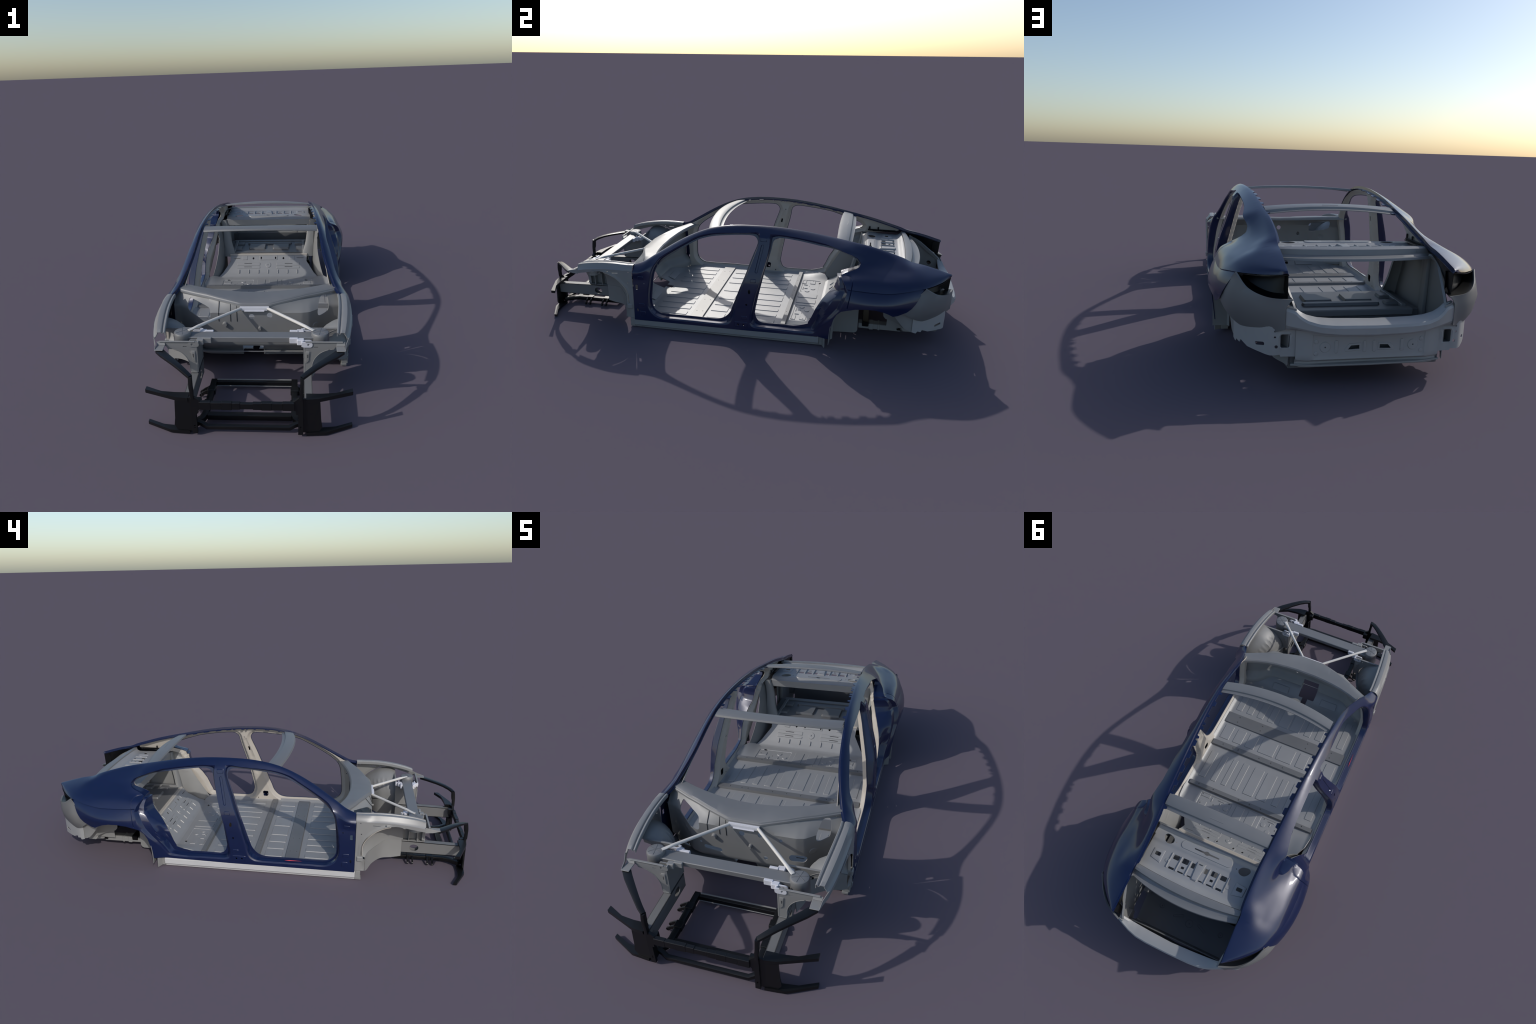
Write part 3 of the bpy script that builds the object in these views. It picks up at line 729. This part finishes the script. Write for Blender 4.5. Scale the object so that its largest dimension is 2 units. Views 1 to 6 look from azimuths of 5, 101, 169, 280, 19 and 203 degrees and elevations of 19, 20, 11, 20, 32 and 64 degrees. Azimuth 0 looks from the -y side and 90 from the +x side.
V, F = sheet(so, skirt, [EXH, capsule((s_at(.302),.1305),(s_at(.318),.1255), .005), disc(s_at(.272),.172,.003,8), disc(s_at(.272),.155,.003,8), disc(s_at(.268),.127,.005,10)], (), [disc(s_at(.345),.16,.008)], step=.006, t=.0025, flip=True)
both('rear_skirt', V, F, TAIL, root, 30)
both('exhaust_box', *join(box(.2285, .2305, .90, .941, .122, .165), box(.2565, .2585, .90, .939, .122, .165), box(.229, .258, .90, .940, .121, .123), box(.229, .258, .90, .940, .164, .166), box(.229, .258, .898, .900, .122, .165)), DARK, root)
# curved corner panels that carry the bumper
top_c = cur([(.2475,.9595,.2535),(.30,.9325,.262),(.345,.888,.281),(.373,.8345,.317)], 30)
lip_c = cur([(.229,.966,.2680),(.30,.936,.2695),(.346,.889,.2845),(.373,.836,.3190)], 30)
in_c = cur([(.229,.962,.2665),(.30,.931,.2675),(.345,.886,.283),(.3705,.834,.317)], 30)
mid_c = cur([(.2475,.9605,.2455),(.305,.9325,.250),(.352,.886,.262),(.376,.842,.285),(.3835,.811,.296)], 30)
mid2 = cur([(.2475,.961,.230),(.307,.931,.230),(.358,.882,.233),(.389,.835,.247),(.3985,.788,.262)], 30)
mid3 = cur([(.2475,.9605,.205),(.303,.925,.195),(.353,.872,.192),(.388,.825,.207),(.4075,.765,.236)], 30)
bot_c = cur([(.2475,.960,.183),(.280,.925,.166),(.318,.880,.1565),(.360,.830,.163),(.392,.785,.188),(.4095,.745,.216)], 30)
both('rear_corner_panel', *loft([in_c, lip_c, (top_c * .45 + lip_c * .55), mid_c, mid2, mid3, bot_c], .0025, flip=True), DIM, root, 30)
both('corner_filler', *loft([cur([(.2185,.966,.188),(.2475,.9595,.190)], 6), cur([(.2185,.964,.243),(.2475,.957,.250)], 6)], .002, flip=True), GREY, root)
both('skirt_inner', *loft([cur([(.366,.795,.112),(.372,.77,.12),(.375,.74,.15),(.38,.71,.19)], 8), cur([(.362,.80,.20),(.378,.775,.215),(.39,.745,.225),(.40,.72,.232)], 8)], .002), GREY, root)

# ================================================================== ROOF BOWS
def bow(name, yf, yr, zf, zr, half, slot, mat):
    X = np.linspace(-half, half, 49); q = 1 - (X / half) ** 2
    f = lambda t: np.stack([X, yf[0] + (yf[1] - yf[0]) * q + t * ((yr[0] - yf[0]) + ((yr[1] - yr[0]) - (yf[1] - yf[0])) * q), zf[0] + (zf[1] - zf[0]) * q + t * ((zr[0] - zf[0]) + ((zr[1] - zr[0]) - (zf[1] - zf[0])) * q)], 1)
    rows = []
    for t, dz in ((0, -.007), (.02, -.0065), (.05, -.001), (.10, .0), (.30, .001), (.50, .0012), (.72, .0005), (.76, -.0005), (.80, -.007), (.86, -.0085), (1., -.008)):
        r = f(t); r[:, 2] += dz; rows.append(r)
    make(name, *loft(rows, .002, flip=False), mat, root, 28)
    r = f(.4); r[:, 2] += .0012
    k = np.abs(X) < slot
    P = r[k]
    make(name + '_rib', *sweep(np.vstack([P + A2((0, .009, -.0012))]), rsec(.0022, .0022, .0006)), mat, root)
bow('front_roof_bow', (-.150,-.180), (-.083,-.111), (.488,.5015), (.497,.5045), .262, .055, STEEL)
bow('rear_roof_bow', (.442,.438), (.508,.515), (.470,.4805), (.456,.4725), .236, .035, STEEL)

# ================================================================== COWL AND FIREWALL
X = np.linspace(-.340, .340, 69); a = np.abs(X)
cfy = np.interp(a, [0,.06,.10,.15,.20,.25,.30,.34], [-.556,-.556,-.543,-.525,-.503,-.481,-.455,-.436])
cry = np.interp(a, [0,.05,.10,.15,.20,.25,.30,.34], [-.464,-.463,-.4585,-.451,-.440,-.424,-.404,-.384])
crz = np.interp(a, [0,.10,.20,.30,.34], [.3095,.312,.317,.322,.325]); cfz = np.interp(a, [0,.06,.10,.20,.30,.34], [.301,.302,.307,.316,.318,.320])
fwy = np.interp(a, [0,.06,.19,.22,.25,.28,.31,.345], [-.566,-.566,-.564,-.556,-.530,-.508,-.492,-.482])
def row(y, z): return np.stack([X, y, z], 1)
rows = [row(cry + .002, crz - .012), row(cry, crz - .003), row(cry - .003, crz), row(cfy * .5 + cry * .5, (crz + cfz) / 2 + .002), row(cfy + .004, cfz + .0005), row(cfy, cfz - .0015), row(cfy - .002, cfz - .0055), row(cfy - .005, cfz - .007), row(cfy - .006, cfz - .012)]
make('cowl_panel', *loft(rows, .0025), STEEL, root, 22)
for x in (-.146, -.098, -.072):
    g = lambda c: float(np.interp(x, X, c))
    P = [(x, g(cry) * .35 + g(cfy) * .65, g(cfz) + .0022), (x, g(cfy) + .003, g(cfz) + .0008), (x, g(cfy) - .006, g(cfz) - .008), (x, g(fwy) - .0005, .2625), (x, g(fwy) - .0005, .225)]
    make('cowl_groove', *sweep(P, rsec(.0022, .0018, .0005), up=(1, 0, 0)), PITCH, root)
def fw_map(U):
    x, z = U[:, 0], U[:, 1]; ax = np.abs(x)
    y = np.interp(ax, a[X >= 0], fwy[X >= 0]) + .032 * sstep(.125, .075, z)
    up = np.clip((z - .262) / .038, 0, 1); y = y * (1 - up) + up * (np.interp(ax, a[X >= 0], cfy[X >= 0]) - .005)
    for (cx, cz, r, h) in FW_BOSS: y = y - h * np.clip((r - np.hypot(x - cx, z - cz)) / .003, 0, 1)
    return np.stack([x, y, z], 1)
FW_BOSS = [(-.121,.213,.011,.012), (.020,.197,.008,.014), (.245,.195,.013,.003), (-.245,.200,.012,.002)]
fwh = [disc(-.012,.246,.0112,20), disc(.060,.2515,.0112,20), disc(.134,.241,.007,14), disc(.075,.150,.008,14), disc(-.180,.174,.005,12),
       spline([(-.276,.292),(-.258,.291),(-.187,.276),(-.181,.268),(-.183,.230),(-.195,.226),(-.247,.237),(-.281,.254)], .005, closed=True),
       spline([(.268,.299),(.287,.300),(.295,.292),(.297,.250),(.288,.239),(.263,.231),(.255,.236),(.255,.268)], .005, closed=True),
       capsule((-.160,.154),(-.105,.148), .009), capsule((.178,.170),(.212,.168), .015), rrect(-.011,.085,.088,.058,.004)]
FW_LOOPS = [disc(cx, cz, r, 20) for cx, cz, r, h in FW_BOSS] + [disc(cx, cz, r - .003, 20) for cx, cz, r, h in FW_BOSS]
V, F = sheet(sub_poly([(-.345,.060),(.345,.060),(.345,.308),(.20,.306),(.08,.296),(-.08,.296),(-.20,.306),(-.345,.308)], .009), fw_map, fwh, [A2([(x, .262) for x in np.linspace(-.175, .25, 60)])], FW_LOOPS, step=.008, t=.003)
make('firewall', V, F, GREY, root, 28)
make('firewall_bottom_flange', *join(*[sweep([(x0, -.538, .074), (x1, -.538, .074)], rsec(.014, .003, .001)) for x0, x1 in ((-.20,-.057),(.035,.20))]), GREY, root)
make('brace_bracket', *join(sweep([(-.058,-.566,.289),(.058,-.566,.289)], rsec(.010,.003,.001)), sweep([(-.052,-.571,.281),(.052,-.571,.281)], rsec(.003,.014,.001)), sweep([(-.040,-.573,.274),(.040,-.573,.274)], rsec(.010,.003,.001))), WHITE, root)

# ================================================================== FRONT STRUCTURE
# fender rail: section (inner lip, inner top, groove, outer top, shoulder, side, lower edge) along y
RY = [-.492,-.52,-.545,-.565,-.60,-.65,-.70,-.75,-.788]
def pr(v): return spline(np.stack([RY, v], 1), n=48)[:, 1]
yy = spline(np.stack([RY, RY], 1), n=48)[:, 0]
xin = pr([.333,.334,.333,.332,.330,.326,.321,.316,.312]); xou = pr([.3815,.382,.3825,.382,.381,.378,.373,.365,.356])
zto = pr([.3150,.3155,.316,.3165,.3165,.3135,.3075,.298,.287]); sw = pr([.0,.0,.004,.010,.012,.012,.012,.012,.012])
rows = []
for dx, ax_, dz in ((0, 0, -.014), (.0, 0, -.002), (.002, 0, 0), (.0, .12, -.0005), (.0, .15, -.001), (.0, .19, -.005), (.0, .25, -.0055), (.0, .30, -.001), (.0, .38, .0005)):
    rows.append(np.stack([xin + dx + ax_ * (xou - xin), yy, zto + dz], 1))
rows.append(np.stack([xin + .66 * (xou - xin), yy, zto - .001], 1))
rows.append(np.stack([xou - .012 - sw * .25, yy, zto - .004 - sw * .15], 1))
rows.append(np.stack([xou - .003 - sw * .55, yy, zto - .015], 1))
rows.append(np.stack([xou - .001 - sw * .45, yy, zto - .021], 1))
rows.append(np.stack([xou, yy, zto - .024 - sw * .2], 1))
lowz = pr([.285,.285,.285,.284,.281,.276,.268,.256,.246])
rows.append(np.stack([xou, yy, np.minimum(lowz, zto - .030)], 1))
both('fender_rail', *loft(rows, .0025, flip=False), RAIL, root, 28)
# nose flange of the rail with its gusset
both('fender_rail_tip', *join(loft([[(.356,-.786,.268),(.343,-.82,.256),(.3395,-.849,.2475)], [(.3565,-.786,.243),(.3445,-.82,.240),(.3395,-.849,.2455)]], .002), box(.3085,.3390,-.851,-.812,.2445,.2475,.001),
                              loft([[(.309,-.812,.2475),(.339,-.812,.2475)], [(.311,-.804,.2575),(.341,-.804,.2575)]], .002)), GREY, root)
# apron: flat side below the rail, cut by the wheel arch
arch = [(.374,-.690,.250)]
arc2 = [(-.70,.266),(-.675,.2755),(-.648,.2755),(-.615,.2685),(-.583,.2515),(-.553,.229),(-.531,.205),(-.519,.177),(-.516,.148),(-.516,.118),(-.536,.110),(-.536,.048)]
ap_out = sub_poly([(-.494,.048),(-.494,.290),(-.52,.290),(-.56,.289),(-.60,.287),(-.65,.282),(-.70,.273)] , .006, False).tolist() + spline(arc2[:10], .006).tolist() + sub_poly([(-.536,.108),(-.536,.048)], .006, False).tolist()
def apron(U):
    y, z = U[:, 0], U[:, 1]
    xr = np.interp(y, yy[::-1], xou[::-1])
    da = seg_dist(U, A2(arc2[:10]), False)
    return np.stack([xr + .0005 + .003 * sstep(.012, .006, da) - .010 * sstep(.12, .06, z) * sstep(.505, .53, -y), y, z], 1)
aph = [rrect(-.5115,.285,.006,.0055,.001), capsule((-.565,.2755),(-.594,.2735), .0012), disc(-.618,.2785,.0035,10), disc(-.517,.232,.0025,8)]
V, F = sheet(ap_out, apron, aph, (), [disc(-.517,.232,.006)], step=.006, t=.0025, flip=True)
V, F = sheet(ap_out, apron, aph, (), [disc(-.517,.232,.006)], step=.006, t=.0025)
both('front_apron', V, F, GREY, root, 30)
# lip and wheelhouse liner: dome from the arch lip in to the engine bay wall
wt = spline([(.2245,-.703,.137),(.238,-.655,.1435),(.250,-.622,.1425),(.275,-.592,.1315),(.31,-.565,.126),(.348,-.543,.120),(.370,-.536,.113)], n=46)
wb = spline([(.2245,-.703,.055),(.238,-.66,.053),(.250,-.613,.052),(.31,-.568,.054),(.358,-.545,.046),(.372,-.538,.048)], n=46)
lip = spline(arc2[:10], n=46)
rows = []; NT = 18
for k in range(NT + 1):
    t = k / NT; r = []
    for j in range(46):
        p0 = A2((.3745, *lip[j])); p2 = wt[j]; e = j / 45
        c = A2((p2[0] + .016 * (1 - e), lip[j][0] * (.9 + .1 * e) + p2[1] * .1 * (1 - e), lip[j][1] - .006 * (1 - e)))
        p = (1 - t) ** 2 * p0 + 2 * t * (1 - t) * c + t * t * p2
        rib = .0028 * max(0., math.cos(j * 2 * PI / 4)) * float(sstep(.42, .5, t) * (1 - sstep(.72, .8, t))) * (1 if 4 < j < 38 else 0)
        r.append(p + A2((-rib * .6, 0, rib * .6)))
    rows.append(r)
both('front_wheelhouse', *loft(rows, .002), GREY, root, 40)
both('arch_lip', *sweep([(.3735, y, z) for y, z in spline([(-.640,.270),(-.612,.2615),(-.580,.2445),(-.553,.221),(-.533,.194),(-.524,.168),(-.5235,.142),(-.5235,.122)], n=24)], rsec(.0025, .010, .0008), up=(1, 0, 0)), PALE, root)
both('apron_foot', *box(.362, .388, -.528, -.500, .098, .124, .004), GREY, root)
# inner wall from engine bay back to the sill
wm = wt * .5 + wb * .5 - A2((.002, 0, 0))
both('rail_extension', *loft([wt, wm, wb], .003), GREY, root, 40)
both('rail_extension_fill', *loft([wt + A2((0,0,0)), wt + A2((-.012, .0, .004))], .002), GREY, root)
# front side rail: four plates, an oval window through the webs
web = sub_poly([(-.976,.070),(-.700,.072),(-.700,.1315),(-.976,.1225)], .012)
oval = disc(-.761,.099,.0205,24,.0165)
w1 = sheet(web, lambda U: np.stack([np.full(len(U), .2225), U[:, 0], U[:, 1]], 1), [oval], step=.014, t=.0025)
w2 = sheet(web, lambda U: np.stack([np.full(len(U), .1935), U[:, 0], U[:, 1]], 1), [oval], step=.014, t=.0025, flip=True)
tpl = loft([[(.1935,-.976,.1225),(.1935,-.700,.1315)], [(.2225,-.976,.1225),(.2225,-.700,.1315)]], .0025, flip=True)
bpl = loft([[(.1935,-.976,.070),(.1935,-.700,.072)], [(.2225,-.976,.070),(.2225,-.700,.072)]], .0025)
both('front_side_rail', *join(w1, w2, tpl, bpl), DIM, root)
# bracket panels in front of and behind the strut tower, arched over the wheel side
br = sub_poly([(.193,.134),(.2225,.134)], .006, False).tolist() + spline([(.2225,.134),(.2235,.165),(.233,.192),(.251,.213),(.275,.226),(.302,.231)], .006).tolist()[1:] + sub_poly([(.308,.240),(.333,.246),(.335,.258),(.20,.2605),(.193,.235)], .006, False).tolist()
bpads = [(A2([(.200,.222),(.216,.222),(.213,.185),(.204,.172),(.200,.174)]), .003, .002)]
bz = pads_fn(bpads, lambda U: 0 * U[:, 0])
for y0, sg in ((-.8055, -1), (-.696, 1)):
    V, F = sheet(br, lambda U: np.stack([U[:, 0], y0 + sg * bz(U), U[:, 1]], 1), [rrect(.238,.2385,.014,.003,.001), rrect(.2085,.203,.003,.014,.001)], (), pad_loops(bpads), step=.008, t=.003, flip=sg > 0)
    arcp = spline([(.2235,.140),(.2235,.165),(.233,.192),(.251,.213),(.275,.226),(.302,.231)], n=20)
    fl = sweep([(x, y0 - sg * .006, z) for x, z in arcp], rsec(.014, .002, .0006), up=(1, 0, .2))
    tl = box(.20, .333, y0 - (.010 if sg < 0 else .010) * 0 - .004, y0 + .004, .2575, .2605, .001)
    both('tower_bracket', *join((V, F), fl, tl), GREY, root, 30)
# ribbed inner web between the two brackets
rb = [box(.196, .199, -.806, -.697, .131, .252, .0008)]
for y in (-.772, -.735): rb.append(box(.198, .224, y - .0018, y + .0018, .131, .215, .0008))
rb.append(box(.198, .222, -.806, -.697, .131, .134, .0008))
both('tower_web', *join(*rb), GREY, root)
# strut tower cup
R = .0325
prof = [(0, .0),(.012,0),(R - .006, -.0005),(R - .0025, -.002),(R - .0005, -.006),(R, -.012),(R + .0012, -.055),(R + .004, -.066)]
cup = lathe(prof, (.2545, -.7545, .276), 48)
cup = (cup[0], [f for f in cup[1]])
both('strut_tower', *cup, STEEL, root, 35)
gv = []
for k in range(3):
    an = math.radians(20 + 60 * k); d = A2((math.cos(an), math.sin(an), 0)) * .026
    gv.append(sweep([A2((.2545,-.7545,.2758)) - d, A2((.2545,-.7545,.2758)) + d], rsec(.0022, .0016, .0005)))
both('tower_rib', *join(*gv), DARK, root)
make('tower_crossbeam', *box(-.236, .236, -.7745, -.727, .240, .2602, .002), STEEL, root)
# four eared clamps of the cross beam
def clamp(sg):
    yb = -.7505 + sg * .030; yc = -.7505 + sg * .042; yd = -.7505 + sg * .055
    p = [box(.143, .174, yb - .0055, yb + .0055, .242, .2625, .0015), box(.170, .196, min(yb, yc) - .004, max(yb, yc) + .004, .240, .2605, .002)]
    for yq in (yc - sg * .002, yd):
        p.append(sheet(sub_poly(rrect(.2055, .2485, .040, .021, .0095), .004), lambda U, yq=yq: np.stack([U[:, 0], np.full(len(U), yq + .0022), U[:, 1]], 1), [disc(.2105,.2485,.0042,12)], step=.01, t=.0045, flip=True))
    p.append(box(.186, .192, min(yc, yd) - .002, max(yc, yd) + .002, .239, .2585, .0012))
    return join(*p)
both('beam_clamp', *clamp(-1), WHITE, root, 30, mat_left=GREY)
both('beam_clamp', *clamp(1), WHITE, root, 30)
# brace tubes, flattened at the tower end
def tube(a, b):
    a, b = A2(a), A2(b); ts = [0, .06, .10, .17, .5, .93, 1.]; P = [a + (b - a) * t for t in ts]
    f = [(.0075, .0018), (.0075, .0018), (.007, .0035), (.0062, .0062), (.0062, .0062), (.0062, .0062), (.0055, .0055)]
    return sweep(P, [[(w * c, h * s) for c, s in csec(1., 16)] for w, h in f])
both('brace_tube', *tube((.2315, -.7505, .2775), (.052, -.567, .283)), TUBE, root, 40)

# ================================================================== BUMPER CARRIER AND SUBFRAME (black)
carrier = bpy.data.objects.new('bumper_carrier', None); bpy.context.scene.collection.objects.link(carrier); carrier.parent = root
plate = sheet(sub_poly([(.186,.012),(.243,.013),(.254,.030),(.250,.060),(.247,.125),(.244,.140),(.186,.143)], .01), lambda U: np.stack([U[:, 0], -.9875 + .09 * (U[:, 0] - .19) + 0 * U[:, 1], U[:, 1]], 1), step=.02, t=.006)
step_p = sheet(sub_poly([(.172,.006),(.189,.006),(.189,.146),(.176,.148),(.158,.134),(.158,.104),(.166,.098),(.166,.085),(.173,.085)], .01), lambda U: np.stack([U[:, 0], np.full(len(U), -.9935), U[:, 1]], 1), [rrect(.1805,.037,.004,.004,.001), rrect(.1805,.030,.003,.003,.001)], step=.02, t=.010)
both('bumper_plate', *join(plate, step_p, box(.176, .190, -.984, -.965, .01, .075), box(.155, .176, -.986, -.966, .100, .134)), BLACK, carrier)
# crumple beam of stepped boxes
seg = [(-.160,-.122,.0015),(-.122,-.085,.000),(-.085,-.050,.001),(-.050,-.022,-.001),(-.022,.022,-.0035),(.022,.050,-.001),(.050,.085,.001),(.085,.122,.000),(.122,.160,.0015)]
make('bumper_beam', *join(*[box(x0 - .0004, x1 + .0004, -.9985 - d * .4, -.984, .104 - d * .6, .131 + d, .0012) for x0, x1, d in seg]), BLACK, carrier)
def arm(z0, z1, root_y0, root_y1, xr, tip_w):
    """Side arm: plan wedge from the plate out to the swept-back tip."""
    pl = [(.200,-.990),(xr,-.984),(.359,-.9385),(.359,-.9385 + tip_w),(.300,root_y1 + .006),(.2525,root_y1),(.200,root_y1)]
    return sheet(sub_poly(pl, .02), lambda U: np.stack([U[:, 0], U[:, 1], np.full(len(U), z1)], 1), step=.03, t=z1 - z0)
both('bumper_arm', *arm(.129, .1425, 0, -.953, .242, .0205), BLACK, carrier)
both('bumper_arm', *arm(.0005, .012, 0, -.958, .268, .0145), BLACK, carrier)
lb = [(-.178,-.957,.026),(-.160,-.962,.023),(-.142,-.9695,.0165),(.142,-.9695,.0165),(.160,-.962,.023),(.178,-.957,.026)]
make('lower_bar', *sweep(lb, rsec(.016, .014, .0012)), BLACK, carrier)
# upper struts from plate to fender-rail flange
st = [(.324,-.840,.2385),(.300,-.870,.2385),(.258,-.915,.2375),(.230,-.944,.2345),(.205,-.9685,.2285),(.1865,-.983,.2205)]
w = [.030,.029,.024,.021,.019,.016]
V1 = sweep(st, [[tuple(p) for p in rrect(0, 0, wi, .010, .0015, n=2)] for wi in w])
V2 = sweep([(.1865,-.984,.2225),(.1865,-.986,.205),(.186,-.988,.185),(.184,-.990,.172),(.1835,-.990,.143)], [rsec(.012, h, .0012) for h in (.016,.018,.018,.014,.013)], up=(0,-1,0))
both('bumper_strut', *join(V1, V2), BLACK, carrier)

subframe = bpy.data.objects.new('front_subframe', None); bpy.context.scene.collection.objects.link(subframe); subframe.parent = root
rp_ = [(.1585,-.681,.020),(.1585,-.80,.020),(.1585,-.905,.020),(.166,-.930,.020),(.186,-.957,.021),(.200,-.972,.022)]
both('subframe_rail', *sweep(rp_, rsec(.023, .020, .0015)), BLACK, subframe)
make('subframe_crossbar', *join(box(-.147, .147, -.701, -.696, .0095, .0135, .001), box(-.147, .147, -.698, -.686, .013, .027, .001)), BLACK, subframe)
make('subframe_trim', *join(box(-.147, .147, -.686, -.6805, .0265, .0305, .001), box(-.147, .147, -.7035, -.7005, .0095, .0125, .001)), GREY, subframe)
make('subframe_crossbar', *box(-.150, .150, -.921, -.898, .008, .0285, .0015), BLACK, subframe)
def mount(y):
    p = [box(.1435, .174, y - .016, y + .016, .0115, .0335, .002)]
    for d in (-.011, .011):
        lug = sheet(sub_poly(spline([(.170,.030),(.184,.026),(.196,.0175),(.2055,.011),(.205,.004),(.198,.0015),(.191,.005),(.184,.013),(.170,.014)], .004, closed=True), .01), lambda U, d=d: np.stack([U[:, 0], np.full(len(U), y + d + .003), U[:, 1]], 1), [disc(.1985,.0075,.003,10)], step=.01, t=.006, flip=True)
        p.append(lug)
    return join(*p)
for y in (-.752, -.842): both('subframe_mount', *mount(y), BLACK, subframe, 30)
